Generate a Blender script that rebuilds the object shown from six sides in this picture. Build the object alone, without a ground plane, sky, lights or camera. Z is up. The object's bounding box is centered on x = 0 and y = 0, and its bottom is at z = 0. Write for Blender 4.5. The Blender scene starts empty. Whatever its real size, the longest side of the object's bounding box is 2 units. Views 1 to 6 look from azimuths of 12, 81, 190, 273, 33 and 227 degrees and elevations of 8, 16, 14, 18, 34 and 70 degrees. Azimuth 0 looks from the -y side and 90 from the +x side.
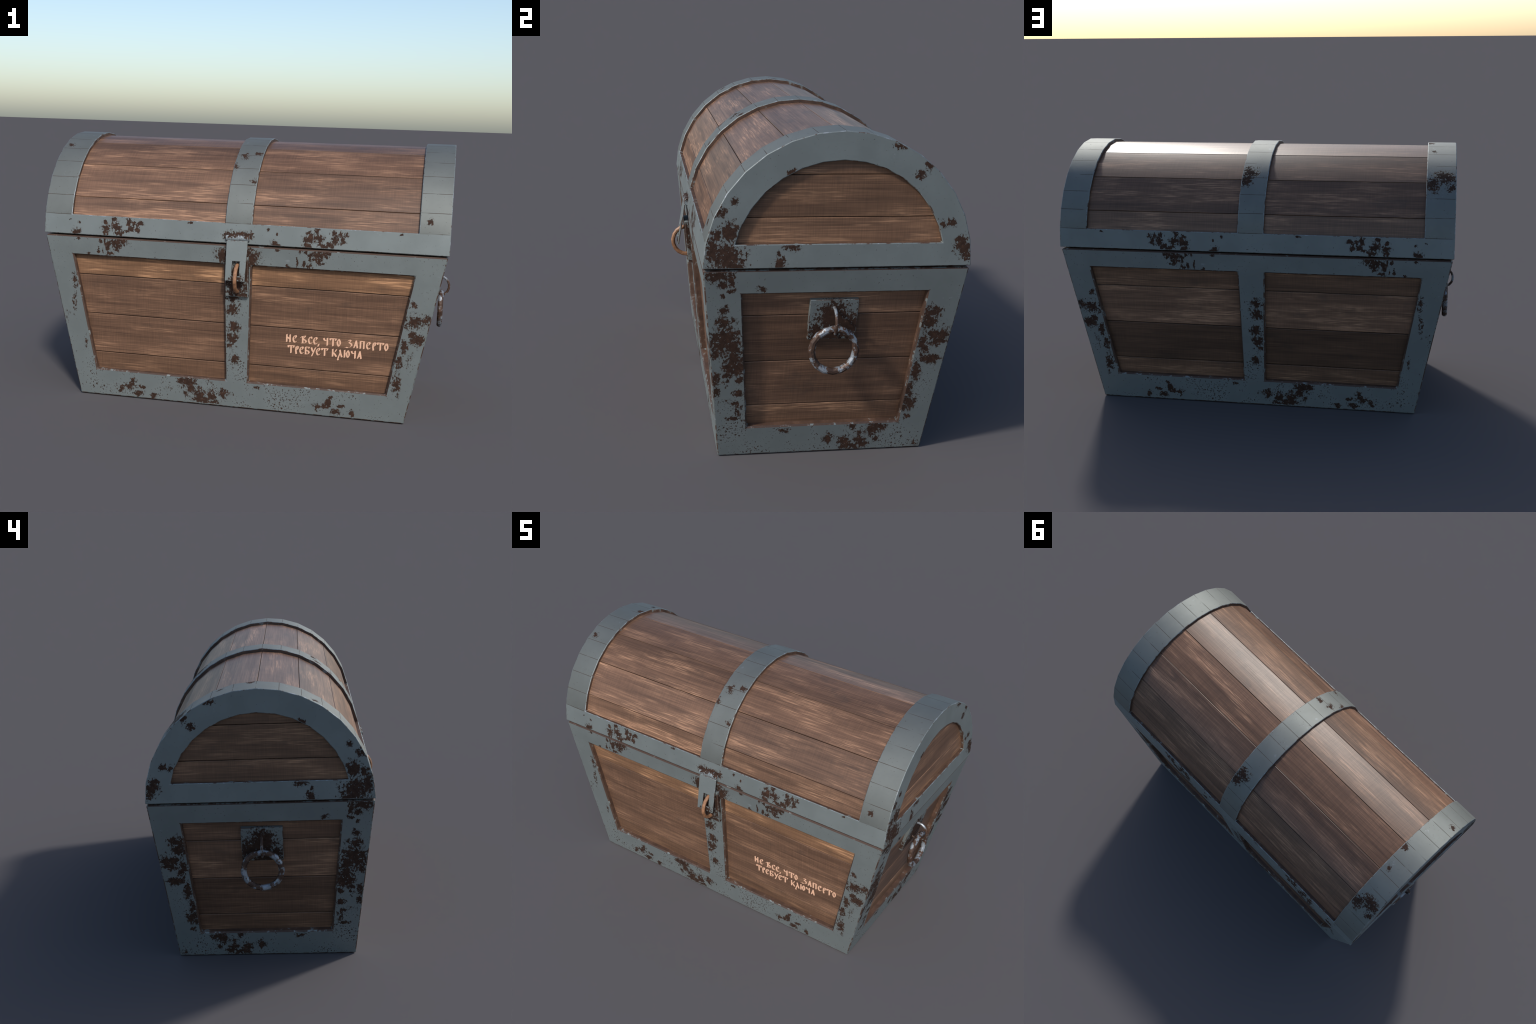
"""Old round-topped treasure chest: painted iron frame, plank panels, hasp, ring handles, lettering."""
import bpy, bmesh, math, random
from mathutils import Vector, Matrix

random.seed(7)

# ---------------------------------------------------------------- dimensions
CY = 0.0355                      # the box is set back a little: the hasp loop sticks out in front
BOX_TOP = 0.8205
RIM = 0.0065                     # chamfer round the top of the box
HX0, HX1 = 0.8190, 0.9785        # half length of the box at z = 0 and at its top
HY0, HY1 = 0.4155, 0.4930        # half depth of the box at z = 0 and at its top
PANEL_DEPTH = 0.0260              # how far the planks sit behind the box frame
LID_Z, LID_R, LID_HX = 0.828, 0.4948, 0.9842
LID_FACETS = 16
STEP = math.pi / LID_FACETS
BARREL_R = 0.4785                # planks of the lid
LID_END_DEPTH = 0.018
BAND_IN, BAND_MID = 0.842, 0.0655  # inner edge of the end bands, half width of the middle band
LID_OPEN_R, LID_OPEN_Z = 0.391, 0.9170


def hx(z): return HX0 + (HX1 - HX0) * z / BOX_TOP
def hy(z): return HY0 + (HY1 - HY0) * z / BOX_TOP


# ---------------------------------------------------------------- node helper
class Nodes:
    """Small wrapper that makes node trees readable."""

    def __init__(self, name):
        self.mat = bpy.data.materials.new(name)
        self.mat.use_nodes = True
        self.nt = self.mat.node_tree
        self.nt.nodes.clear()
        self.out = self.nt.nodes.new('ShaderNodeOutputMaterial')
        self.bsdf = self.nt.nodes.new('ShaderNodeBsdfPrincipled')
        self.nt.links.new(self.bsdf.outputs[0], self.out.inputs[0])
        self.coord = self.nt.nodes.new('ShaderNodeTexCoord').outputs['Object']

    def _in(self, sock, v):
        if isinstance(v, bpy.types.NodeSocket):
            self.nt.links.new(v, sock)
        else:
            if sock.type == 'RGBA' and len(v) == 3:
                v = (*v, 1.0)
            sock.default_value = v

    def math(self, op, a, b=0.0, c=None, clamp=False):
        n = self.nt.nodes.new('ShaderNodeMath'); n.operation = op; n.use_clamp = clamp
        self._in(n.inputs[0], a); self._in(n.inputs[1], b)
        if c is not None: self._in(n.inputs[2], c)
        return n.outputs[0]

    def vmath(self, op, a, b=(0, 0, 0)):
        n = self.nt.nodes.new('ShaderNodeVectorMath'); n.operation = op
        self._in(n.inputs[0], a); self._in(n.inputs[1], b)
        return n.outputs['Value'] if op in ('LENGTH', 'DOT_PRODUCT', 'DISTANCE') else n.outputs[0]

    def scale(self, v, s):
        return self.vmath('MULTIPLY', v, s)

    def xyz(self, v):
        n = self.nt.nodes.new('ShaderNodeSeparateXYZ'); self._in(n.inputs[0], v)
        return n.outputs

    def vec(self, x, y, z):
        n = self.nt.nodes.new('ShaderNodeCombineXYZ')
        for s, v in zip(n.inputs, (x, y, z)): self._in(s, v)
        return n.outputs[0]

    def noise(self, v, scale, detail=3.0, rough=0.5, distort=0.0):
        n = self.nt.nodes.new('ShaderNodeTexNoise')
        self._in(n.inputs['Vector'], v)
        n.inputs['Scale'].default_value = scale
        n.inputs['Detail'].default_value = detail
        n.inputs['Roughness'].default_value = rough
        n.inputs['Distortion'].default_value = distort
        return n.outputs['Fac']

    def voronoi(self, v, scale, feature='F1'):
        n = self.nt.nodes.new('ShaderNodeTexVoronoi'); n.feature = feature
        self._in(n.inputs['Vector'], v); n.inputs['Scale'].default_value = scale
        return n.outputs['Distance']

    def ramp(self, f, stops, interp='LINEAR'):
        n = self.nt.nodes.new('ShaderNodeValToRGB'); r = n.color_ramp; r.interpolation = interp
        while len(r.elements) < len(stops): r.elements.new(0.5)
        for e, (p, c) in zip(r.elements, stops):
            e.position = p; e.color = (*c, 1.0) if len(c) == 3 else c
        self._in(n.inputs[0], f)
        return n.outputs[0]

    def smooth(self, f, lo, hi):
        n = self.nt.nodes.new('ShaderNodeMapRange'); n.interpolation_type = 'SMOOTHSTEP'
        self._in(n.inputs[0], f)
        n.inputs[1].default_value = lo; n.inputs[2].default_value = hi
        n.inputs[3].default_value = 0.0; n.inputs[4].default_value = 1.0
        return n.outputs[0]

    def lin(self, f, lo, hi, a, b):
        n = self.nt.nodes.new('ShaderNodeMapRange')
        self._in(n.inputs[0], f)
        for i, v in enumerate((lo, hi, a, b)): n.inputs[i + 1].default_value = v
        return n.outputs[0]

    def mix(self, f, a, b, blend='MIX'):
        n = self.nt.nodes.new('ShaderNodeMix'); n.data_type = 'RGBA'; n.blend_type = blend
        self._in(n.inputs[0], f); self._in(n.inputs[6], a); self._in(n.inputs[7], b)
        return n.outputs[2]

    def bump(self, h, strength, dist):
        n = self.nt.nodes.new('ShaderNodeBump')
        n.inputs['Strength'].default_value = strength; n.inputs['Distance'].default_value = dist
        self._in(n.inputs['Height'], h)
        return n.outputs[0]

    def random(self):
        return self.nt.nodes.new('ShaderNodeObjectInfo').outputs['Random']

    def set(self, **kw):
        for k, v in kw.items():
            self._in(self.bsdf.inputs[k.replace('_', ' ')], v)
        return self.mat


def srgb(r, g, b):
    f = lambda c: c / 12.92 if c <= 0.04045 else ((c + 0.055) / 1.055) ** 2.4
    return tuple(f(c / 255.0) for c in (r, g, b))


# ---------------------------------------------------------------- materials
def wood(name, axis, tone=1.0, gold=0.0, seed=0.0, streak=1.0, facets=False):
    """Planed old timber. axis = the direction of the grain (0 = x, 1 = y)."""
    m = Nodes(name)
    p = m.vmath('ADD', m.coord, m.vec(m.math('MULTIPLY', m.random(), 13.0), seed * 3.1,
                                      m.math('MULTIPLY', m.random(), 29.0)))
    along = lambda a, c: (a, c, c) if axis == 0 else (c, a, c)
    fine = m.noise(m.scale(p, along(3.6, 190.0)), 1.0, 2.0, 0.55)          # grain lines
    mid = m.noise(m.scale(p, along(1.6, 42.0)), 1.0, 3.0, 0.55)            # broader bands
    blot = m.noise(m.scale(p, along(2.8, 15.0)), 1.0, 3.0, 0.55)            # worn areas
    cross = m.noise(m.scale(p, along(230.0, 10.0)), 1.0, 2.0, 0.5)          # saw marks across
    smud = m.noise(m.scale(p, along(7.0, 13.0)), 1.0, 4.0, 0.6)
    g = m.math('ADD', m.math('MULTIPLY', fine, 0.48), m.math('MULTIPLY', mid, 0.34))
    g = m.math('ADD', g, m.math('MULTIPLY', cross, 0.18))
    g = m.math('ADD', g, m.math('MULTIPLY', m.math('SUBTRACT', blot, 0.5), 0.22))
    base = m.ramp(g, [(0.26, (0.064, 0.039, 0.028)), (0.43, (0.110, 0.067, 0.046)),
                      (0.56, (0.158, 0.096, 0.065)), (0.70, (0.245, 0.147, 0.096))])
    line = m.smooth(m.noise(m.scale(p, along(8.0, 270.0)), 1.0, 2.0, 0.6), 0.48, 0.66)
    worn = m.math('MULTIPLY', m.smooth(blot, 0.46, 0.66), m.math('MULTIPLY_ADD', line, 0.90, 0.06))
    col = m.mix(m.math('MULTIPLY', worn, 0.75 * streak, clamp=True), base, (0.46, 0.285, 0.185))
    dirt = m.math('MULTIPLY', m.smooth(smud, 0.58, 0.74), 0.42)
    col = m.mix(dirt, col, (0.070, 0.052, 0.042))
    tint = (tone * (0.95 + 0.04 * gold), tone * 0.880, tone * (0.835 - 0.13 * gold))
    col = m.mix(1.0, col, tint, 'MULTIPLY')
    if facets:
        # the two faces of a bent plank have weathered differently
        x, y, z = m.xyz(m.coord)
        cell = m.math('FLOOR', m.math('DIVIDE', m.math('ARCTAN2', m.math('SUBTRACT', z, LID_Z), m.math('SUBTRACT', y, CY)), STEP))
        w = m.nt.nodes.new('ShaderNodeTexWhiteNoise'); w.noise_dimensions = '2D'
        m._in(w.inputs['Vector'], m.vec(m.math('MULTIPLY', m.math('SIGN', x), 3.3), m.math('ADD', cell, 0.5), 0.0))
        k = m.lin(w.outputs['Value'], 0.0, 1.0, 0.80, 1.14)
        col = m.mix(1.0, col, m.vec(k, k, k), 'MULTIPLY')
    h = m.math('ADD', m.math('MULTIPLY', fine, 0.7), m.math('MULTIPLY', cross, 0.3))
    return m.set(Base_Color=col, Roughness=m.lin(g, 0.3, 0.7, 0.44, 0.38),
                 Specular_IOR_Level=0.36, Normal=m.bump(h, 0.12, 0.003))


PAINT = (0.186, 0.212, 0.212)
RUST = (0.040, 0.0220, 0.0155)


def painted_iron(name, patches, mirror=None, specks=0.5, bands=False, paint=PAINT, spots=(), metal=0.5):
    """Chalky blue-grey paint on iron, flaked to rust in the given patches.
    patches: (along, height, half width, half height[, strength]); mirror folds x or y so both sides match."""
    m = Nodes(name)
    x, y, z = m.xyz(m.coord)
    dy = m.math('SUBTRACT', y, CY)
    if mirror == 'y': dy = m.math('ABSOLUTE', dy)
    if mirror == 'x': x = m.math('ABSOLUTE', x)
    q = m.vec(x, dy, z)
    # ragged edges: the place where a patch is looked up is shaken by noise
    warp = m.nt.nodes.new('ShaderNodeTexNoise'); m._in(warp.inputs['Vector'], q)
    warp.inputs['Scale'].default_value = 16.0; warp.inputs['Detail'].default_value = 5.0
    warp.inputs['Roughness'].default_value = 0.65
    off = m.scale(m.vmath('SUBTRACT', warp.outputs['Color'], (0.5, 0.5, 0.5)), (0.05, 0.05, 0.05))
    qw = m.vmath('ADD', q, off)
    wx, wy, wz = m.xyz(qw)
    along = wy if mirror == 'x' else wx
    cover = None
    for px, pz, rx, rz, *rest in patches:
        s = rest[0] if rest else 1.0
        d = m.vmath('LENGTH', m.vec(m.math('MULTIPLY_ADD', along, 1 / rx, -px / rx), m.math('MULTIPLY_ADD', wz, 1 / rz, -pz / rz), 0.0))
        v = m.math('SUBTRACT', 1.0 - 2.3 * (1.0 - s) if s < 1 else s, d)
        cover = v if cover is None else m.math('MAXIMUM', cover, v)
    for bx, by, bz, r in spots:                      # patches on the hoops
        d = m.vmath('DISTANCE', m.vmath('ADD', m.coord, off), (bx, by, bz))
        v = m.math('MULTIPLY_ADD', d, -1 / r, 1.0)
        cover = v if cover is None else m.math('MAXIMUM', cover, v)
    if cover is None: cover = -1.0
    flake = m.noise(q, 55.0, 6.0, 0.70)
    tiny = m.noise(q, 120.0, 2.0, 0.5)
    spiky = m.noise(m.scale(q, (1.0, 1.0, 0.75)), 120.0, 4.0, 0.72)
    ragged = m.math('ADD', m.math('MULTIPLY', m.math('SUBTRACT', flake, 0.5), 2.1), m.math('MULTIPLY', m.math('SUBTRACT', spiky, 0.5), 2.1))
    f = m.math('ADD', m.math('MULTIPLY', m.math('MAXIMUM', cover, -1.15), 0.58), ragged)
    rust = m.smooth(f, -0.03, 0.03)
    stain = m.math('MULTIPLY', m.smooth(f, -0.42, 0.0), m.smooth(m.noise(q, 24.0, 4.0, 0.6), 0.42, 0.66))
    # scattered pin-hole specks, denser low down where the chest stands in the wet
    zone = m.smooth(m.noise(q, 7.0, 3.0, 0.55), 0.36, 0.64)
    low = m.lin(z, 0.0, 0.75, 1.0, 0.30)
    thr = m.math('MULTIPLY', m.math('MULTIPLY', zone, low), 0.145 * specks)
    dots = m.smooth(m.math('ADD', m.noise(q, 125.0, 3.0, 0.62), thr), 0.70, 0.73)
    rust = m.math('MAXIMUM', rust, dots)
    # paint: soft clouds and pale rubs
    cloud = m.noise(q, 7.0, 4.0, 0.55)
    base = m.mix(m.smooth(cloud, 0.3, 0.7), tuple(c * 0.93 for c in paint), tuple(c * 1.05 for c in paint))
    rub = m.math('MULTIPLY', m.smooth(m.noise(q, 30.0, 6.0, 0.7), 0.60, 0.75),
                 m.smooth(m.noise(q, 6.0, 1.0), 0.48, 0.66))
    base = m.mix(m.math('MULTIPLY', rub, 0.75), base, (0.27, 0.30, 0.32))
    base = m.mix(m.math('MULTIPLY', stain, 0.35), base, (0.085, 0.072, 0.064))
    if bands:
        # the hoops are folded facet by facet: the folds have cracked the paint
        ang = m.math('ARCTAN2', m.math('SUBTRACT', z, LID_Z), m.math('SUBTRACT', y, CY))
        cell = m.math('DIVIDE', ang, STEP)
        near = m.math('ABSOLUTE', m.math('SUBTRACT', cell, m.math('ROUND', cell)))
        fold = m.math('LESS_THAN', near, 0.013)
        brk = m.smooth(m.noise(m.vec(m.math('MULTIPLY', x, 9.0), m.math('MULTIPLY', m.math('ROUND', cell), 1.7), 0.0), 1.0, 2.0), 0.34, 0.50)
        inside = m.math('GREATER_THAN', m.math('SUBTRACT', z, LID_Z), 0.06)
        shell = m.math('GREATER_THAN', m.vmath('LENGTH', m.vec(0.0, m.math('SUBTRACT', y, CY), m.math('SUBTRACT', z, LID_Z))), 0.480)
        fold = m.math('MULTIPLY', m.math('MULTIPLY', fold, inside), m.math('MULTIPLY', shell, brk))
        rust = m.math('MAXIMUM', rust, m.math('MULTIPLY', fold, 0.85))
    rcol = m.ramp(m.noise(q, 60.0, 4.0, 0.7), [(0.30, tuple(c * 0.62 for c in RUST)), (0.55, RUST), (0.78, (0.085, 0.042, 0.026))])
    col = m.mix(rust, base, rcol)
    rough = m.lin(rust, 0.0, 1.0, 0.66, 0.76)
    return m.set(Base_Color=col, Roughness=rough, Specular_IOR_Level=m.lin(rust, 0.0, 1.0, 0.5, 0.15), Metallic=m.lin(rust, 0.0, 1.0, metal, 0.0),
                 Normal=m.bump(m.math('SUBTRACT', m.math('MULTIPLY', tiny, 0.15), rust), 0.35, 0.003))


def edge_iron(name, bias):
    """Knocked edges of the frame: rust, bare pale metal and remnants of paint along the arris."""
    m = Nodes(name)
    n = m.noise(m.coord, 26.0, 5.0, 0.65)
    k = m.noise(m.coord, 80.0, 3.0, 0.6)
    v = m.math('ADD', m.math('MULTIPLY', n, 0.7), m.math('MULTIPLY', k, 0.3))
    col = m.ramp(v, [(bias - 0.08, (0.050, 0.027, 0.018)), (bias - 0.02, (0.065, 0.035, 0.024)),
                     (bias + 0.02, PAINT), (bias + 0.10, PAINT), (bias + 0.17, (0.30, 0.33, 0.36))])
    return m.set(Base_Color=col, Roughness=0.60, Metallic=m.math('MULTIPLY', m.smooth(v, bias - 0.02, bias + 0.02), 0.5))


def rust_iron(name):
    m = Nodes(name)
    n = m.noise(m.coord, 18.0, 5.0, 0.65)
    col = m.ramp(n, [(0.30, (0.040, 0.021, 0.014)), (0.50, (0.072, 0.038, 0.024)), (0.60, (0.10, 0.054, 0.034)),
                     (0.66, (0.16, 0.17, 0.165)), (0.8, (0.21, 0.24, 0.24))])
    return m.set(Base_Color=col, Roughness=0.62, Normal=m.bump(m.noise(m.coord, 90.0, 4.0), 0.3, 0.003))


def worn_steel(name):
    """Handle rings: bright rubbed metal with brown rust between."""
    m = Nodes(name)
    n = m.noise(m.coord, 22.0, 5.0, 0.6)
    k = m.noise(m.coord, 110.0, 3.0, 0.6)
    v = m.math('ADD', m.math('MULTIPLY', n, 0.75), m.math('MULTIPLY', k, 0.25))
    col = m.ramp(v, [(0.42, (0.045, 0.024, 0.016)), (0.505, (0.080, 0.043, 0.028)), (0.525, (0.17, 0.19, 0.21)), (0.60, (0.27, 0.30, 0.34))])
    return m.set(Base_Color=col, Roughness=m.lin(v, 0.45, 0.55, 0.62, 0.38), Metallic=0.25,
                 Normal=m.bump(v, 0.4, 0.004))


def orange_rust(name):
    m = Nodes(name)
    n = m.noise(m.coord, 45.0, 5.0, 0.65)
    col = m.ramp(n, [(0.33, (0.13, 0.062, 0.030)), (0.52, (0.27, 0.135, 0.070)), (0.68, (0.36, 0.20, 0.12)), (0.8, (0.30, 0.26, 0.23))])
    return m.set(Base_Color=col, Roughness=0.5, Normal=m.bump(n, 0.3, 0.003))


def plain(name, col, rough=0.8):
    m = Nodes(name)
    n = m.noise(m.coord, 60.0, 3.0)
    return m.set(Base_Color=m.mix(n, tuple(c * 0.9 for c in col), tuple(c * 1.1 for c in col)), Roughness=rough)


# Flaked places, read off the target: (place along the wall, height, half width, half height[, strength]).
def repeat(patches, shift):
    """The same flaking occurs twice along a rail."""
    return patches + [(p[0] + shift, *p[1:]) for p in patches]


LID_PATCHES = repeat([
    (-0.659, 0.897, 0.01, 0.011), (-0.659, 0.869, 0.023, 0.02), (-0.619, 0.908, 0.013, 0.014), (-0.612, 0.874, 0.023, 0.02), (-0.662, 0.843, 0.017, 0.016),
    (-0.589, 0.84, 0.021, 0.013), (-0.544, 0.903, 0.015, 0.017), (-0.537, 0.869, 0.018, 0.017), (-0.515, 0.899, 0.018, 0.012), (-0.485, 0.897, 0.015, 0.011),
    (-0.501, 0.868, 0.013, 0.012), (-0.556, 0.85, 0.015, 0.012), (-0.815, 0.838, 0.018, 0.016), (-0.807, 0.886, 0.006, 0.006), (-0.855, 0.899, 0.007, 0.006),
    (-0.235, 0.914, 0.009, 0.005),
], 0.996)
TOP_RAIL = repeat([
    (-0.605, 0.8, 0.041, 0.019), (-0.606, 0.774, 0.025, 0.019), (-0.565, 0.805, 0.015, 0.01), (-0.651, 0.791, 0.017, 0.014), (-0.652, 0.768, 0.008, 0.013),
    (-0.691, 0.804, 0.006, 0.011), (-0.669, 0.802, 0.006, 0.014), (-0.65, 0.741, 0.017, 0.011), (-0.706, 0.752, 0.005, 0.018), (-0.681, 0.75, 0.005, 0.014),
    (-0.751, 0.738, 0.008, 0.006), (-0.809, 0.808, 0.007, 0.006),
], 0.996)
BOTTOM_RAIL = repeat([
    (-0.534, 0.094, 0.015, 0.013), (-0.545, 0.073, 0.016, 0.015), (-0.556, 0.054, 0.02, 0.011), (-0.597, 0.046, 0.016, 0.013), (-0.604, 0.027, 0.009, 0.009),
    (-0.484, 0.059, 0.02, 0.009), (-0.51, 0.027, 0.022, 0.013), (-0.43, 0.021, 0.014, 0.015),
], 1.0) + [
    (-0.248, 0.106, 0.042, 0.029), (-0.237, 0.078, 0.026, 0.023), (-0.262, 0.046, 0.011, 0.013), (-0.286, 0.116, 0.012, 0.016), (-0.344, 0.071, 0.018, 0.029, 0.6),
    (-0.198, 0.085, 0.025, 0.022, 0.8), (-0.142, 0.119, 0.024, 0.018, 0.7), (-0.191, 0.053, 0.028, 0.022), (-0.177, 0.026, 0.046, 0.018), (-0.125, 0.053, 0.023, 0.029),
    (-0.114, 0.021, 0.023, 0.016), (-0.065, 0.066, 0.022, 0.022), (-0.02, 0.067, 0.012, 0.013, 0.7), (0.11, 0.115, 0.012, 0.009),
]
POSTS = [
    (-0.02, 0.563, 0.036, 0.019), (-0.025, 0.506, 0.036, 0.026), (-0.019, 0.417, 0.025, 0.032), (-0.024, 0.356, 0.025, 0.032), (-0.013, 0.248, 0.019, 0.026),
    (-0.034, 0.326, 0.019, 0.016), (0.835, 0.592, 0.014, 0.015), (0.845, 0.508, 0.038, 0.03), (0.905, 0.523, 0.022, 0.02), (0.863, 0.424, 0.028, 0.024),
    (0.803, 0.383, 0.017, 0.03), (0.778, 0.309, 0.014, 0.031), (0.774, 0.195, 0.017, 0.047), (0.838, 0.447, 0.017, 0.018), (0.826, 0.314, 0.033, 0.072, 0.6),
    (-0.835, 0.588, 0.02, 0.054, 0.7), (-0.834, 0.481, 0.018, 0.087, 0.7), (-0.881, 0.413, 0.028, 0.044, 0.6), (-0.78, 0.279, 0.013, 0.044, 0.7), 
    
]
FRONT_PATCHES = TOP_RAIL + BOTTOM_RAIL + POSTS
LID_END_PATCHES = [
    (-0.413, 0.867, 0.06, 0.048), (-0.459, 0.896, 0.026, 0.034), (-0.405, 0.962, 0.041, 0.029), (-0.434, 1.033, 0.022, 0.017), (-0.389, 1.07, 0.014, 0.014),
    (-0.451, 0.944, 0.02, 0.021), (-0.375, 0.837, 0.033, 0.021), (-0.221, 0.844, 0.017, 0.022), (-0.176, 0.907, 0.023, 0.014), (-0.227, 0.883, 0.009, 0.01),
    (-0.185, 1.178, 0.014, 0.009), (0.197, 1.269, 0.019, 0.011), (0.306, 1.204, 0.012, 0.023), (0.276, 1.166, 0.017, 0.014), (0.374, 0.984, 0.01, 0.012),
    (0.403, 0.988, 0.024, 0.012), (0.461, 0.894, 0.028, 0.035), (0.448, 0.924, 0.018, 0.015), (0.474, 0.864, 0.022, 0.018),
]
SIDE_PATCHES = [
    (-0.441, 0.797, 0.04, 0.021), (-0.386, 0.786, 0.014, 0.031), (-0.419, 0.763, 0.019, 0.014), (-0.386, 0.739, 0.017, 0.011), (-0.415, 0.718, 0.01, 0.009),
    (-0.413, 0.657, 0.017, 0.015), (-0.413, 0.608, 0.024, 0.022), (-0.383, 0.612, 0.015, 0.014), (-0.407, 0.542, 0.059, 0.038), (-0.428, 0.512, 0.037, 0.033),
    (-0.37, 0.505, 0.033, 0.034), (-0.435, 0.472, 0.024, 0.023), (-0.368, 0.448, 0.029, 0.034), (-0.38, 0.412, 0.025, 0.029), (-0.353, 0.406, 0.025, 0.029),
    (-0.388, 0.376, 0.02, 0.013), (-0.43, 0.361, 0.017, 0.029), (-0.342, 0.358, 0.016, 0.019), (-0.396, 0.344, 0.016, 0.024, 0.8), (-0.433, 0.302, 0.011, 0.024),
    (-0.344, 0.296, 0.021, 0.013), (-0.393, 0.262, 0.034, 0.019, 0.7), (-0.351, 0.239, 0.03, 0.025, 0.8), (-0.34, 0.205, 0.021, 0.025, 0.8), (-0.362, 0.178, 0.025, 0.009),
    (-0.16, 0.113, 0.018, 0.01), (0.029, 0.068, 0.021, 0.024), (0.093, 0.041, 0.024, 0.029), (0.115, 0.016, 0.04, 0.014), (0.117, 0.117, 0.018, 0.013),
    (0.155, 0.085, 0.023, 0.019, 0.8), (0.156, 0.053, 0.024, 0.02), (0.208, 0.094, 0.029, 0.028), (0.241, 0.107, 0.021, 0.016), (0.225, 0.052, 0.011, 0.015),
    (0.171, 0.028, 0.024, 0.017), (0.391, 0.022, 0.011, 0.015), (0.3, 0.072, 0.018, 0.021, 0.5), (0.328, 0.199, 0.019, 0.019), (0.341, 0.155, 0.014, 0.01),
    (-0.276, 0.74, 0.017, 0.011), (0.383, 0.631, 0.029, 0.027), (0.368, 0.591, 0.029, 0.039), (0.397, 0.539, 0.029, 0.021), (0.434, 0.532, 0.025, 0.033),
    (0.418, 0.503, 0.025, 0.018), (0.369, 0.475, 0.016, 0.033), (0.348, 0.369, 0.019, 0.042), (0.333, 0.283, 0.019, 0.03), (0.397, 0.427, 0.036, 0.018),
    (0.336, 0.221, 0.024, 0.036), (0.356, 0.499, 0.019, 0.028),
]


# patches on the hoops of the lid: centre and radius
HOOP_SPOTS = [(0.025, 0.357, 1.198, 0.034), (0.042, 0.397, 1.160, 0.026), (-0.920, 0.362, 1.195, 0.036), (-0.955, 0.372, 1.186, 0.026),
              (-0.870, 0.395, 1.162, 0.034), (-0.962, 0.407, 1.149, 0.022), (-0.029, -0.240, 1.233, 0.018), (0.040, -0.221, 1.245, 0.018),
              (-0.056, -0.296, 1.188, 0.017), (0.053, -0.360, 1.116, 0.016), (-0.951, -0.211, 1.251, 0.015), (-0.850, 0.062, 1.317, 0.020),
              (-0.872, 0.193, 1.292, 0.014), (0.887, -0.430, 0.979, 0.013)]

M_FRONT = painted_iron('frame_paint_long_side', FRONT_PATCHES, 'y', 1.0,
                       spots=[(-0.066, -0.447, 0.770, 0.036), (0.066, -0.447, 0.765, 0.040), (0.062, -0.447, 0.735, 0.03)])
M_SIDE = painted_iron('frame_paint_short_side', SIDE_PATCHES, 'x', 1.0)
M_LID = painted_iron('lid_paint', LID_PATCHES, 'y', 0.5,
                     spots=[(x * 0.019, -0.457, 0.866, 0.0195) for x in range(-3, 4)])
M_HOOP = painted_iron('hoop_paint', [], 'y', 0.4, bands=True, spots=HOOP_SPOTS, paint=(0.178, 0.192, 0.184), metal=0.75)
M_LID_END = painted_iron('lid_end_paint', LID_END_PATCHES, 'x', 0.4)
M_EDGE = edge_iron('knocked_edges', 0.515)
M_EDGE_CHIPPED = edge_iron('chipped_edges', 0.560)
M_EDGE_RUSTY = edge_iron('rusty_edges', 0.62)
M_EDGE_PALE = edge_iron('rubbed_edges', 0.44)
M_RUST = rust_iron('rusty_reveal')
M_STEEL = worn_steel('worn_steel')
M_ORANGE = orange_rust('orange_rust')
M_DARK = plain('dark_lining', (0.020, 0.014, 0.011))
M_LETTER = plain('letter_paint', (0.72, 0.43, 0.29), 0.6)


# ---------------------------------------------------------------- objects
def empty(name, parent=None, at=(0, 0, 0)):
    o = bpy.data.objects.new(name, None)
    o.location = at
    bpy.context.scene.collection.objects.link(o)
    return o


def mesh_object(name, bm, mats, parent, bevel=0.0, segs=2, bevel_mat=-1, angle=30, smooth=40, weighted=True):
    bmesh.ops.remove_doubles(bm, verts=bm.verts, dist=1e-5)
    bmesh.ops.recalc_face_normals(bm, faces=bm.faces)
    me = bpy.data.meshes.new(name)
    bm.to_mesh(me); bm.free()
    for mt in mats: me.materials.append(mt)
    o = bpy.data.objects.new(name, me)
    bpy.context.scene.collection.objects.link(o)
    o.parent = parent
    if bevel:
        b = o.modifiers.new('bevel', 'BEVEL'); b.width = bevel; b.segments = segs
        b.limit_method = 'ANGLE'; b.angle_limit = math.radians(angle); b.material = bevel_mat
        b.use_clamp_overlap = True; b.miter_outer = 'MITER_SHARP'
    me.shade_smooth()
    me.set_sharp_from_angle(angle=math.radians(smooth))
    if bevel:
        if weighted:
            w = o.modifiers.new('weighted', 'WEIGHTED_NORMAL'); w.keep_sharp = True; w.weight = 60
        bpy.context.view_layer.update()
        ev = o.evaluated_get(bpy.context.evaluated_depsgraph_get())
        new = bpy.data.meshes.new_from_object(ev)
        o.modifiers.clear(); o.data = new; bpy.data.meshes.remove(me); new.name = name
    return o


def prism(bm, ring_a, ring_b, caps=True, mat=0):
    """Loft two polygons with the same number of points."""
    a = [bm.verts.new(p) for p in ring_a]; b = [bm.verts.new(p) for p in ring_b]
    n = len(a)
    for i in range(n):
        bm.faces.new((a[i], a[(i + 1) % n], b[(i + 1) % n], b[i])).material_index = mat
    if caps:
        bm.faces.new(a).material_index = mat; bm.faces.new(b).material_index = mat


chest = empty('treasure_chest')
chest['label'] = 'old wooden treasure chest with rusty blue-grey iron frame'
chest['category'] = 'treasure chest'
box = empty('box'); box.parent = chest
lid = empty('lid'); lid.parent = chest


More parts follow.
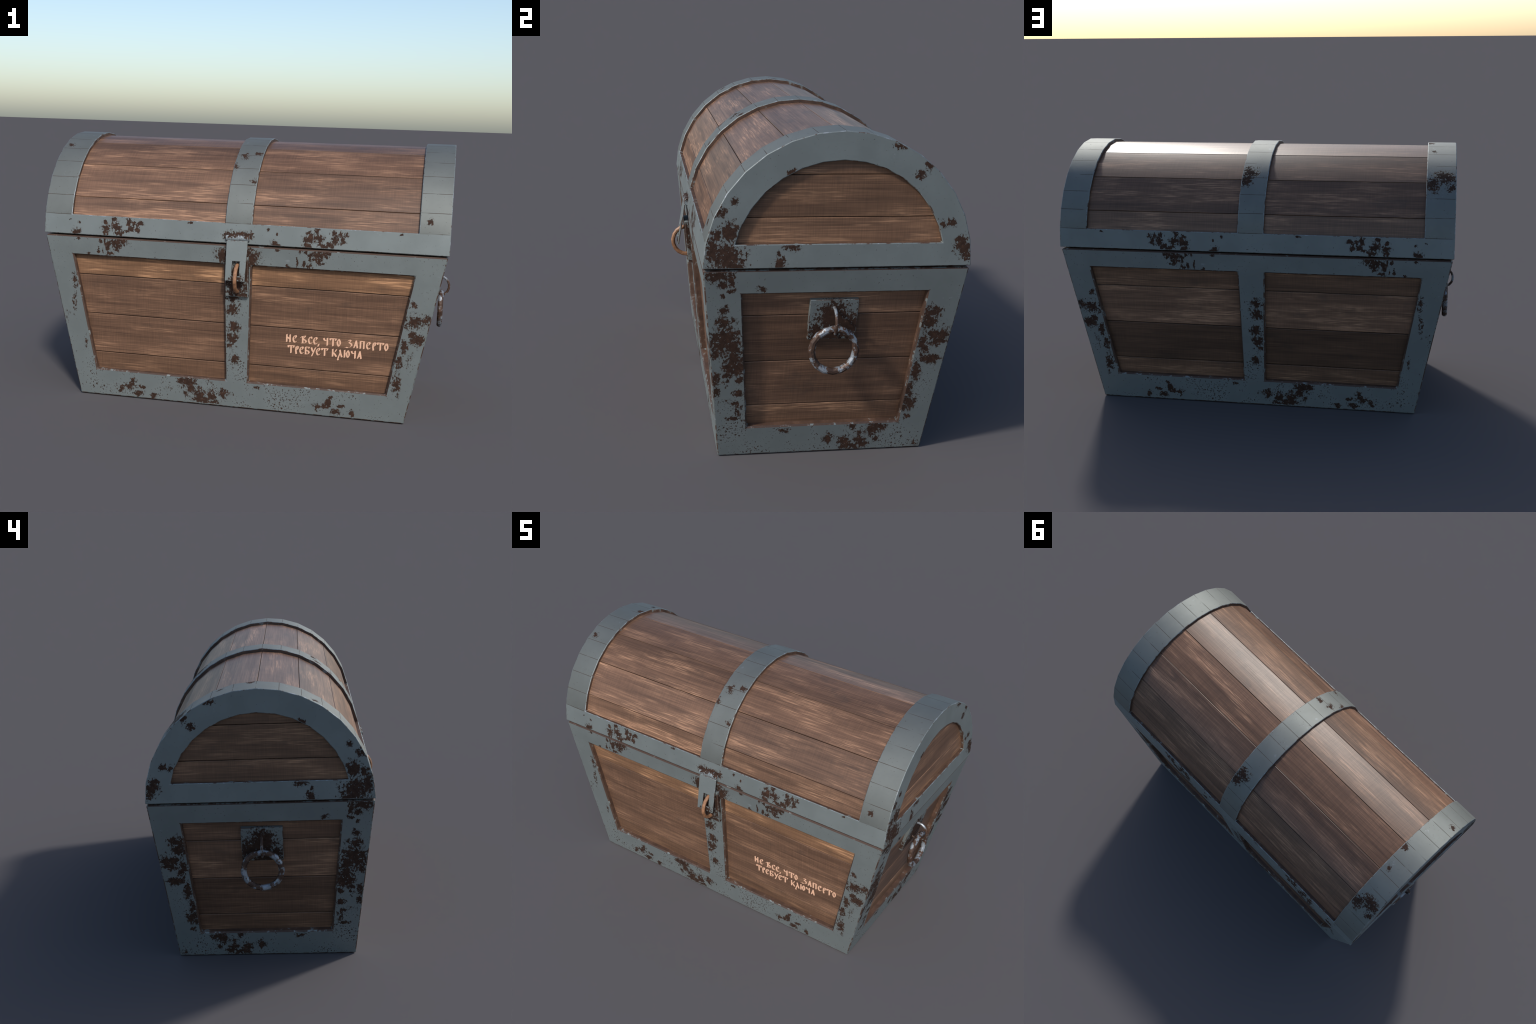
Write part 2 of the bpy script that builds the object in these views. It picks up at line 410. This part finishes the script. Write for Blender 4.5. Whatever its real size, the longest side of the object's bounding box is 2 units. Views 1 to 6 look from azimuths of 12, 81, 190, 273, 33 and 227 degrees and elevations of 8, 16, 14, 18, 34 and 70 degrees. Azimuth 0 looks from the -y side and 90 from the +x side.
# ---- iron frame of the box -------------------------------------------------
def side_point(side, u, z, depth=0.0):
    """Point on a box wall. side: front, back, left, right. u runs along the wall; depth goes inwards."""
    if side in ('front', 'back'):
        s = -1 if side == 'front' else 1
        slope = (HY1 - HY0) / BOX_TOP
        k = 1 / math.hypot(1, slope)
        return Vector((u, CY + s * (hy(z) - depth * k), z + depth * k * slope))
    s = -1 if side == 'left' else 1
    slope = (HX1 - HX0) / BOX_TOP
    k = 1 / math.hypot(1, slope)
    return Vector((s * (hx(z) - depth * k), CY + u, z + depth * k * slope))


Z_LO, Z_HI = 0.1325, 0.7305             # openings of the long sides
SZ_LO, SZ_HI = 0.1275, 0.7280           # openings of the short sides
LONG_OUT = (0.7325, 0.8400)             # outer edge of the openings at Z_LO, Z_HI
LONG_IN = (0.0505, 0.0622)              # half width of the middle post at Z_LO, Z_HI
SHORT_OUT = (0.3100, 0.3540)            # half width of the short openings
CHAMFER = 0.0060


def build_box_frame():
    bm = bmesh.new()
    layer = {'front': 0, 'back': 0, 'left': 1, 'right': 1}
    WALL = PANEL_DEPTH + 0.012
    TOP = BOX_TOP - RIM

    def poly(side, pts, mat=None):
        f = bm.faces.new([bm.verts.new(side_point(side, *p)) for p in pts])
        f.material_index = layer[side] if mat is None else mat

    def reveal(side, ring, k):
        """One edge of an opening: a chamfer, then the wall down to the planks."""
        mu = sum(p[0] for p in ring) / 4; mz = sum(p[1] for p in ring) / 4
        inset = lambda p: (p[0] - math.copysign(CHAMFER, p[0] - mu), p[1] - math.copysign(CHAMFER, p[1] - mz))
        a, b = ring[k], ring[(k + 1) % 4]
        c, d = inset(b), inset(a)
        poly(side, [a, b, (*c, CHAMFER), (*d, CHAMFER)], 5)
        poly(side, [(*d, CHAMFER), (*c, CHAMFER), (*c, WALL), (*d, WALL)], 3)

    for side in ('front', 'back'):
        c0, c1 = hx(0), hx(TOP)
        o0, o1 = LONG_OUT; i0, i1 = LONG_IN
        poly(side, [(-c0, 0), (c0, 0), (o0, Z_LO), (i0, Z_LO), (-i0, Z_LO), (-o0, Z_LO)])
        poly(side, [(-c1, TOP), (c1, TOP), (o1, Z_HI), (i1, Z_HI), (-i1, Z_HI), (-o1, Z_HI)])
        poly(side, [(-i0, Z_LO), (i0, Z_LO), (i1, Z_HI), (-i1, Z_HI)])
        for s in (-1, 1):
            poly(side, [(s * c0, 0), (s * o0, Z_LO), (s * o1, Z_HI), (s * c1, TOP)])
            ring = [(s * i0, Z_LO), (s * o0, Z_LO), (s * o1, Z_HI), (s * i1, Z_HI)]
            for k in range(4):
                reveal(side, ring, k)
    for side in ('left', 'right'):
        c0, c1 = hy(0), hy(TOP)
        o0, o1 = SHORT_OUT
        ring = [(-o0, SZ_LO), (o0, SZ_LO), (o1, SZ_HI), (-o1, SZ_HI)]
        outer = [(-c0, 0), (c0, 0), (c1, TOP), (-c1, TOP)]
        for k in range(4):
            j = (k + 1) % 4
            poly(side, [outer[k], outer[j], ring[j], ring[k]])
            reveal(side, ring, k)
    # rim on top, floor below
    def rect(z, inset=0.0):
        x, y = hx(z) - inset, hy(z) - inset
        return [Vector((-x, CY - y, z)), Vector((x, CY - y, z)), Vector((x, CY + y, z)), Vector((-x, CY + y, z))]
    edge, top, inn = rect(TOP), rect(BOX_TOP, RIM), rect(BOX_TOP, 0.045)
    low = [p - Vector((0, 0, 0.05)) for p in inn]
    for k in range(4):
        j = (k + 1) % 4
        bm.faces.new([bm.verts.new(p) for p in (edge[k], edge[j], top[j], top[k])]).material_index = 4
        bm.faces.new([bm.verts.new(p) for p in (top[k], top[j], inn[j], inn[k])]).material_index = 3
        bm.faces.new([bm.verts.new(p) for p in (inn[k], inn[j], low[j], low[k])]).material_index = 3
    bm.faces.new([bm.verts.new(p) for p in rect(0)]).material_index = 3
    return mesh_object('box_frame', bm, [M_FRONT, M_SIDE, M_EDGE, M_RUST, M_EDGE_RUSTY, M_EDGE_CHIPPED], box, bevel=0.0048, segs=2, bevel_mat=2, angle=50)


build_box_frame()

# ---- planks of the box -----------------------------------------------------
GAP = 0.0016
WOODS = {}


def wood_for(axis, tone, gold, streak, facets=False):
    key = (axis, round(tone, 2), round(gold, 2), round(streak, 2), facets)
    if key not in WOODS:
        WOODS[key] = wood('plank_wood', axis, tone, gold, len(WOODS) * 1.7, streak, facets)
    return WOODS[key]


PLANK_Z = [0.075, 0.2245, 0.4250, 0.6245, 0.790]
TONES = {   # bottom to top: tone, gold, streak
    'front': [(0.90, 0.3, 0.5), (0.97, 0.1, 0.7), (0.97, 0.1, 0.75), (1.30, 0.8, 1.3)],
    'back': [(1.0, 0.3, 0.8), (0.66, 0.3, 0.3), (1.25, 0.1, 1.1), (0.98, 0.3, 0.8)],
    'right': [(1.02, 0.3, 1.1), (0.90, 0.1, 0.7), (0.74, 0.1, 0.5), (1.04, 0.1, 1.1)],
    'left': [(0.90, 0.3, 0.6), (0.78, 0.2, 0.5), (1.15, 0.2, 1.2), (0.98, 0.1, 0.8)],
}
for side, tones in TONES.items():
    for (z0, z1), (tone, gold, streak) in zip(zip(PLANK_Z, PLANK_Z[1:]), tones):
        bm = bmesh.new()
        lo, hi = z0 + GAP, z1 - GAP
        half = (lambda z: hx(z) - 0.05) if side in ('front', 'back') else (lambda z: hy(z) - 0.05)
        d0, d1 = PANEL_DEPTH, PANEL_DEPTH + 0.02
        # the wall point helper lifts z with depth: ask for the height at the plank face
        slope = ((HY1 - HY0) if side in ('front', 'back') else (HX1 - HX0)) / BOX_TOP
        lo -= d0 * slope; hi -= d0 * slope
        ring = lambda d: [side_point(side, -half(lo), lo, d), side_point(side, half(lo), lo, d),
                          side_point(side, half(hi), hi, d), side_point(side, -half(hi), hi, d)]
        prism(bm, ring(d0), ring(d1))
        axis = 0 if side in ('front', 'back') else 1
        mesh_object('plank', bm, [wood_for(axis, tone, gold, streak)], box, bevel=0.0022, segs=2)

# dark lining behind the joints
bm = bmesh.new()
def lining(z, d): return [Vector((sx * (hx(z) - d), CY + sy * (hy(z) - d), z)) for sx, sy in ((-1, -1), (1, -1), (1, 1), (-1, 1))]
prism(bm, lining(0.03, 0.040), lining(0.8275, 0.030))
mesh_object('lining', bm, [M_DARK], box)


# ---- iron frame of the lid -------------------------------------------------
def lid_point(x, a, r=LID_R): return Vector((x, CY - r * math.cos(a), LID_Z + r * math.sin(a)))


def build_lid_frame():
    bm = bmesh.new()
    V = lambda p: bm.verts.new(p)
    xs = [-LID_HX, -BAND_IN, -BAND_MID, BAND_MID, BAND_IN, LID_HX]
    r_in = BARREL_R - 0.014

    def quad(pts, mat): bm.faces.new([V(p) for p in pts]).material_index = mat
    for c in range(5):
        x0, x1 = xs[c], xs[c + 1]
        for k in range(LID_FACETS):
            a0, a1 = k * STEP, (k + 1) * STEP
            opening = c in (1, 3) and 0 < k < LID_FACETS - 1
            if not opening:
                quad([lid_point(x0, a0), lid_point(x1, a0), lid_point(x1, a1), lid_point(x0, a1)], 4 if 0 < k < LID_FACETS - 1 else 0)
            else:
                for xx in (x0, x1):
                    quad([lid_point(xx, a0), lid_point(xx, a1), lid_point(xx, a1, r_in), lid_point(xx, a0, r_in)], 3)
                if k == 1:
                    quad([lid_point(x0, a0), lid_point(x1, a0), lid_point(x1, a0, r_in), lid_point(x0, a0, r_in)], 3)
                if k == LID_FACETS - 2:
                    quad([lid_point(x0, a1), lid_point(x1, a1), lid_point(x1, a1, r_in), lid_point(x0, a1, r_in)], 3)
    # end plates with a half-round window
    yo = math.sqrt(LID_OPEN_R ** 2 - (LID_OPEN_Z - LID_Z) ** 2) - 0.0012
    for s in (-1, 1):
        X = s * LID_HX
        inner = [Vector((X, CY - yo, LID_OPEN_Z))] + [lid_point(X, k * STEP, LID_OPEN_R) for k in range(2, LID_FACETS - 1)] \
            + [Vector((X, CY + yo, LID_OPEN_Z))]
        outer = [lid_point(X, k * STEP) for k in range(LID_FACETS + 1)]
        mid = outer[1:-1]                                   # pairs with inner one to one
        for k in range(len(inner) - 1):
            quad([mid[k], mid[k + 1], inner[k + 1], inner[k]], 1)
        quad([outer[0], outer[1], inner[0], inner[-1], outer[-2], outer[-1]], 1)
        back = [p - Vector((s * (LID_END_DEPTH + 0.012), 0, 0)) for p in inner]
        n = len(inner)
        for k in range(n):
            j = (k + 1) % n
            quad([inner[k], inner[j], back[j], back[k]], 3)
    # rim underneath
    def rect(i, z): return [Vector((sx * (LID_HX - i), CY + sy * (LID_R - i), z)) for sx, sy in ((-1, -1), (1, -1), (1, 1), (-1, 1))]
    a = rect(0, LID_Z); b = rect(0.04, LID_Z); c = rect(0.04, LID_Z + 0.05)
    for k in range(4):
        j = (k + 1) % 4
        if k in (0, 2):     # long edges carry the frame's column vertices
            cols = [Vector((x, a[k].y, LID_Z)) for x in xs]
            if k == 2: cols.reverse()
            quad(cols + [b[j], b[k]], 3)
        else:
            quad([a[k], a[j], b[j], b[k]], 3)
        quad([b[k], b[j], c[j], c[k]], 3)
    return mesh_object('lid_frame', bm, [M_LID, M_LID_END, M_EDGE_PALE, M_RUST, M_HOOP], lid, bevel=0.0030, segs=2, bevel_mat=2)


build_lid_frame()

# ---- curved planks of the lid: each spans two facets -------------------------
PLANK_SPANS = [(1, 2)] + [(k, k + 2) for k in range(2, 14, 2)] + [(14, 15)]
LID_TONES = [0.98, 0.95, 1.05, 1.0, 0.96, 1.05, 0.92, 1.0]
for half in (-1, 1):
    x0, x1 = sorted((half * 0.004, half * 0.950))
    for idx, (k0, k1) in enumerate(PLANK_SPANS):
        bm = bmesh.new()
        g = GAP * 0.7 / BARREL_R
        a0 = k0 * STEP + (g if k0 > 1 else -0.02); a1 = k1 * STEP - (g if k1 < 15 else -0.02)
        cuts = [a0] + [k * STEP for k in range(k0 + 1, k1)] + [a1]
        # chord facets, as the iron hoops have
        def on_facet(a, r):
            k = min(max(math.floor(a / STEP), 0), LID_FACETS - 1); m = (k + 0.5) * STEP
            return r * math.cos(STEP / 2) / math.cos(a - m)
        ring = lambda x: [lid_point(x, a, on_facet(a, BARREL_R)) for a in cuts] + \
                         [lid_point(x, a, BARREL_R - 0.022) for a in reversed(cuts)]
        prism(bm, ring(x0), ring(x1))
        tone = LID_TONES[(idx * (3 if half < 0 else 5) + (half > 0)) % len(LID_TONES)]
        mesh_object('lid_plank', bm, [wood_for(0, tone, 0.0, 1.0 if idx % 2 else 1.25, True)], lid, bevel=0.0014, segs=1, angle=40, smooth=50)

# ---- planks in the lid's ends ------------------------------------------------
END_SEAMS = [0.895, 1.0115, 1.1660, 1.245]
for s in (-1, 1):
    for (z0, z1), tone in zip(zip(END_SEAMS, END_SEAMS[1:]), ((1.08, 0.90, 1.0) if s > 0 else (1.05, 0.85, 0.95))):
        lo, hi = z0 + GAP * 0.8, z1 - GAP * 0.8
        X = s * (LID_HX - LID_END_DEPTH)
        w = lambda z: math.sqrt(max(0.415 ** 2 - (z - LID_Z) ** 2, 0.0004))
        outline = [(-w(lo), lo), (w(lo), lo)] + [(w(lo + (hi - lo) * t / 5), lo + (hi - lo) * t / 5) for t in range(1, 6)] \
            + [(-w(hi - (hi - lo) * t / 5), hi - (hi - lo) * t / 5) for t in range(0, 5)]
        bm = bmesh.new()
        prism(bm, [Vector((X, CY + y, z)) for y, z in outline], [Vector((X - s * 0.02, CY + y, z)) for y, z in outline])
        mesh_object('end_plank', bm, [wood_for(1, tone, 0.3, 1.0)], lid, bevel=0.0018, segs=2)

bm = bmesh.new()
prism(bm, [lid_point(-0.955, k * STEP, 0.445) for k in range(17)], [lid_point(0.955, k * STEP, 0.445) for k in range(17)])
mesh_object('lining', bm, [M_DARK], lid)


# ---- hasp, hinge barrel, staple plate and loop -------------------------------
def box_solid(bm, corners, thick_dir):
    prism(bm, corners, [c + thick_dir for c in corners])


def tube(bm, pts, r, sides=10, closed=False, side_dir=Vector((1, 0, 0))):
    """Sweep a circle along a planar path; side_dir is normal to the path's plane."""
    rings = []
    n = len(pts)
    for i, p in enumerate(pts):
        a = pts[(i - 1) % n] if closed or i > 0 else p
        b = pts[(i + 1) % n] if closed or i < n - 1 else p
        t = (b - a).normalized(); nrm = t.cross(side_dir).normalized()
        rings.append([bm.verts.new(p + r * (math.cos(w) * nrm + math.sin(w) * side_dir))
                      for w in (2 * math.pi * (k + 0.5) / sides for k in range(sides))])
    for i in range(n if closed else n - 1):
        A, B = rings[i], rings[(i + 1) % n]
        for k in range(sides):
            bm.faces.new((A[k], A[(k + 1) % sides], B[(k + 1) % sides], B[k]))
    if not closed:
        bm.faces.new(rings[0]); bm.faces.new(rings[-1])


hasp = empty('hasp'); hasp.parent = chest
M_HASP = painted_iron('hasp_paint', [(0.010, 0.668, 0.034, 0.022)], None, 0.1)
M_PLATE = painted_iron('staple_plate_paint', [(-0.005, 0.640, 0.050, 0.080, 1.1), (0.03, 0.582, 0.04, 0.016), (0.05, 0.70, 0.03, 0.06)], None, 0.6)

# barrel of the hinge, half sunk in the lid's lower rail
bm = bmesh.new()
barrel = lambda x: [Vector((x, -0.4570 + 0.0170 * math.cos(a), 0.8565 + 0.0170 * math.sin(a))) for a in (2 * math.pi * k / 20 for k in range(20))]
prism(bm, barrel(-0.0575), barrel(0.0575))
M_BARREL = painted_iron('hinge_barrel_paint', [(0.0, 0.881, 0.25, 0.020)], None, 0.2, paint=(0.28, 0.32, 0.34))  # paler paint: the sun's highlight along the lower barrel is coloured in
mesh_object('hinge_barrel', bm, [M_BARREL, M_EDGE], hasp, bevel=0.002, segs=1, bevel_mat=1, angle=50)

# flap with its slot
def build_flap():
    bm = bmesh.new()
    P = lambda x, t: Vector((x, -0.4730 - 0.0285 * t, 0.8440 - 0.1885 * t))     # t: 0 top .. 1 bottom
    W = lambda t: 0.0512 - 0.0037 * t
    t0, t1, sx = 0.512, 0.876, 0.0187
    thick = Vector((0, 0.0070, 0.0010))
    front = {}
    for key, (x, t) in {'tl': (-W(0), 0), 'tr': (W(0), 0), 'bl': (-W(1), 1), 'br': (W(1), 1),
                        'a': (-sx, t0), 'b': (sx, t0), 'c': (sx, t1), 'd': (-sx, t1)}.items():
        front[key] = P(x, t)
    for quad in ('tl tr b a', 'tr br c b', 'br bl d c', 'bl tl a d'):
        ks = quad.split()
        bm.faces.new([bm.verts.new(front[k]) for k in ks])
        bm.faces.new([bm.verts.new(front[k] + thick) for k in ks])
    for loop in ('tl tr br bl', 'a b c d'):
        ks = loop.split()
        for i in range(4):
            p, q = front[ks[i]], front[ks[(i + 1) % 4]]
            bm.faces.new([bm.verts.new(v) for v in (p, q, q + thick, p + thick)]).material_index = 2
    mesh_object('hasp_flap', bm, [M_HASP, M_EDGE_PALE, M_RUST], hasp, bevel=0.0022, segs=2, bevel_mat=1)


build_flap()

# plate on the middle post that carries the loop
bm = bmesh.new()
fp = lambda x, z: side_point('front', x, z, -0.0190)
box_solid(bm, [fp(-0.0560, 0.573), fp(0.0560, 0.573), fp(0.0560, 0.769), fp(-0.0560, 0.769)], Vector((0, 0.022, 0)))
mesh_object('staple_plate', bm, [M_PLATE, M_EDGE], hasp, bevel=0.003, segs=2, bevel_mat=1)

# loop
bm = bmesh.new()
cen, up = Vector((0.004, -0.4590, 0.6640)), Vector((0, -0.0875, 0.996)).normalized()
out = Vector((0, -1, -0.0875)).normalized()
path = [cen - out * 0.012 + up * 0.0655] + [cen + out * (0.0615 * math.sin(a)) + up * (0.0655 * math.cos(a))
        for a in (math.pi * k / 9 for k in range(10))] + [cen - out * 0.012 - up * 0.0655]
tube(bm, path, 0.0093, 8)
mesh_object('staple_loop', bm, [M_ORANGE], hasp, smooth=35)

# ---- ring handles at the ends --------------------------------------------------
M_HPLATE = painted_iron('handle_plate_paint', [(0.0, 0.600, 0.050, 0.075, 1.15), (-0.03, 0.545, 0.085, 0.045),
                                               (0.055, 0.575, 0.055, 0.065), (0.0, 0.66, 0.022, 0.022)], 'x', 0.8)
for s in (-1, 1):
    handle = empty('handle'); handle.parent = chest
    side = 'right' if s > 0 else 'left'
    bm = bmesh.new()
    pp = lambda u, z: side_point(side, u, z, PANEL_DEPTH - 0.0165)
    cor = [pp(-0.0925, 0.520), pp(0.0925, 0.520), pp(0.0925, 0.689), pp(-0.0925, 0.689)]
    box_solid(bm, cor, Vector((-s * 0.019, 0, 0.0037)))
    mesh_object('handle_plate', bm, [M_HPLATE, M_EDGE], handle, bevel=0.0025, segs=2, bevel_mat=1)
    bm = bmesh.new()
    arc = [math.radians(d) for d in range(-150, 151, 20)]
    tube(bm, [Vector((s * (0.9430 + 0.0505 * math.cos(a)), CY, 0.609 + 0.0505 * math.sin(a))) for a in arc], 0.0062, 8, side_dir=Vector((0, 1, 0)))
    mesh_object('handle_staple', bm, [M_STEEL], handle, smooth=35)
    bm = bmesh.new()
    tube(bm, [Vector((s * 0.9555, CY + 0.0015 + 0.0850 * math.cos(a), 0.4950 + 0.0850 * math.sin(a))) for a in (2 * math.pi * k / 16 for k in range(16))],
         0.0142, 8, closed=True, side_dir=Vector((1, 0, 0)))
    mesh_object('handle_ring', bm, [M_STEEL], handle, bevel=0.0012, segs=1, angle=15, smooth=35)


# ---- the inscription, drawn with a broad pen ------------------------------------
NIB = Vector((0.098, 0.046))                       # half of the pen's edge, in letter heights
ROUND = [(0.50, 0.74), (0.42, 0.95), (0.28, 0.90), (0.12, 0.62), (0.12, 0.34), (0.24, 0.08), (0.36, 0.02), (0.52, 0.20)]
OVAL = [(0.29, 0.96), (0.12, 0.62), (0.14, 0.32), (0.31, 0.03), (0.48, 0.36), (0.46, 0.66), (0.29, 0.96)]
TEE = [[(0.08, 0.96), (0.84, 0.96)], [(0.46, 0.96), (0.46, 0.02)], [(0.08, 0.96), (0.16, 0.74)], [(0.84, 0.96), (0.76, 0.74)]]
GLYPHS = {
    'Н': [[(0.10, 0.98), (0.10, 0.02)], [(0.52, 0.98), (0.52, 0.02)], [(0.14, 0.64), (0.50, 0.40)]],
    'Е': [ROUND, [(0.14, 0.44), (0.34, 0.54), (0.48, 0.74)]],
    'В': [[(0.02, 0.70), (0.22, 0.90), (0.62, 1.00), (0.56, 0.80), (0.34, 0.58)], [(0.30, 0.92), (0.30, 0.04)],
          [(0.34, 0.54), (0.66, 0.40), (0.74, 0.20), (0.62, 0.06), (0.16, 0.03)]],
    'С': [ROUND],
    ',': [[(0.20, 0.10), (0.10, -0.22)]],
    'Ч': [[(0.05, 0.92), (0.12, 0.70), (0.30, 0.62), (0.48, 0.66)], [(0.50, 0.98), (0.50, 0.02)]],
    'Т': TEE,
    'О': [OVAL],
    'З': [[(0.46, 0.86), (0.62, 1.00), (0.80, 0.90), (0.58, 0.66), (0.88, 0.48), (0.90, 0.26), (0.68, 0.06), (0.44, -0.04), (0.20, 0.02), (0.02, -0.08)]],
    'А': [[(0.34, 0.98), (0.52, 0.04)], [(0.34, 0.90), (0.10, 0.04)], [(0.16, 0.34), (0.44, 0.34)]],
    'П': [[(0.12, 0.96), (0.12, 0.02)], [(0.54, 0.96), (0.54, 0.02)], [(0.08, 0.95), (0.58, 0.95)]],
    'Р': [[(0.22, 0.84), (0.16, 0.40), (0.24, -0.06)], [(0.18, 0.72), (0.32, 0.96), (0.46, 0.86), (0.40, 0.56), (0.20, 0.38)]],
    'Б': [[(0.14, 0.96), (0.14, 0.04)], [(0.14, 0.95), (0.58, 0.95), (0.54, 0.80)], [(0.16, 0.50), (0.46, 0.46), (0.58, 0.24), (0.48, 0.06), (0.12, 0.03)]],
    'У': [[(0.08, 0.94), (0.20, 0.56), (0.34, 0.40)], [(0.60, 0.98), (0.44, 0.60), (0.14, -0.18)]],
    'К': [[(0.12, 0.98), (0.12, 0.02)], [(0.58, 0.98), (0.44, 0.66), (0.18, 0.52), (0.38, 0.34), (0.58, 0.04)]],
    'Л': [[(0.34, 0.96), (0.44, 0.50), (0.60, 0.04)], [(0.40, 0.60), (0.22, 0.10), (0.10, -0.30), (0.16, -0.38)]],
    'Ю': [[(0.10, 0.98), (0.10, 0.02)], [(0.12, 0.50), (0.36, 0.50)], [(x * 0.92 + 0.24, y) for x, y in OVAL]],
}
# each line: letters with the place where they start, in letter heights from the line's left end
LINES = [
    (0.2375, 0.3565, -0.012, [('Н', 0.0), ('Е', 0.82), ('В', 1.86), ('С', 2.82), ('Е', 3.48), (',', 4.05), ('Ч', 4.82), ('Т', 5.58), ('О', 6.48),
                              ('З', 7.50), ('А', 8.62), ('П', 9.40), ('Е', 10.20), ('Р', 10.92), ('Т', 11.54), ('О', 12.45)]),
    (0.2455, 0.3020, -0.004, [('Т', 0.0), ('Р', 0.92), ('Е', 1.52), ('Б', 2.22), ('У', 3.02), ('Е', 3.66), ('Т', 4.34),
                              ('К', 5.72), ('Л', 6.40), ('Ю', 7.25), ('Ч', 8.17), ('А', 8.92)]),
]
SIZE = 0.0385
inscription = empty('inscription'); inscription.parent = chest


def pen_stroke(bm, pts, place):
    """Sweep the slanted pen edge along a polyline; every piece is a thin slab lying on the plank."""
    for (a, b) in zip(pts, pts[1:]):
        a, b = Vector(a), Vector(b)
        d = (b - a).normalized() * 0.012
        corners = [a - d - NIB, a - d + NIB, b + d + NIB, b + d - NIB]
        n = (corners[1] - corners[0]).cross(corners[2] - corners[1])
        if abs(n) < 1e-4: continue
        prism(bm, [place(c, 0.0) for c in corners], [place(c, 0.0016) for c in corners])


face_slope = (HY1 - HY0) / BOX_TOP
for x0, z0, tilt, letters in LINES:
    for ch, at in letters:
        bm = bmesh.new()

        def place(c, d):
            x = x0 + (at * 0.980 + c.x) * SIZE
            z = z0 + c.y * SIZE + tilt * (x - x0)
            return side_point('front', x, z - PANEL_DEPTH * face_slope, PANEL_DEPTH - 0.0009 + d)
        for i, stroke in enumerate(GLYPHS[ch]):
            pen_stroke(bm, stroke, lambda c, d, i=i: place(c, d - 0.00012 * i))
        mesh_object('letter', bm, [M_LETTER], inscription, smooth=20)
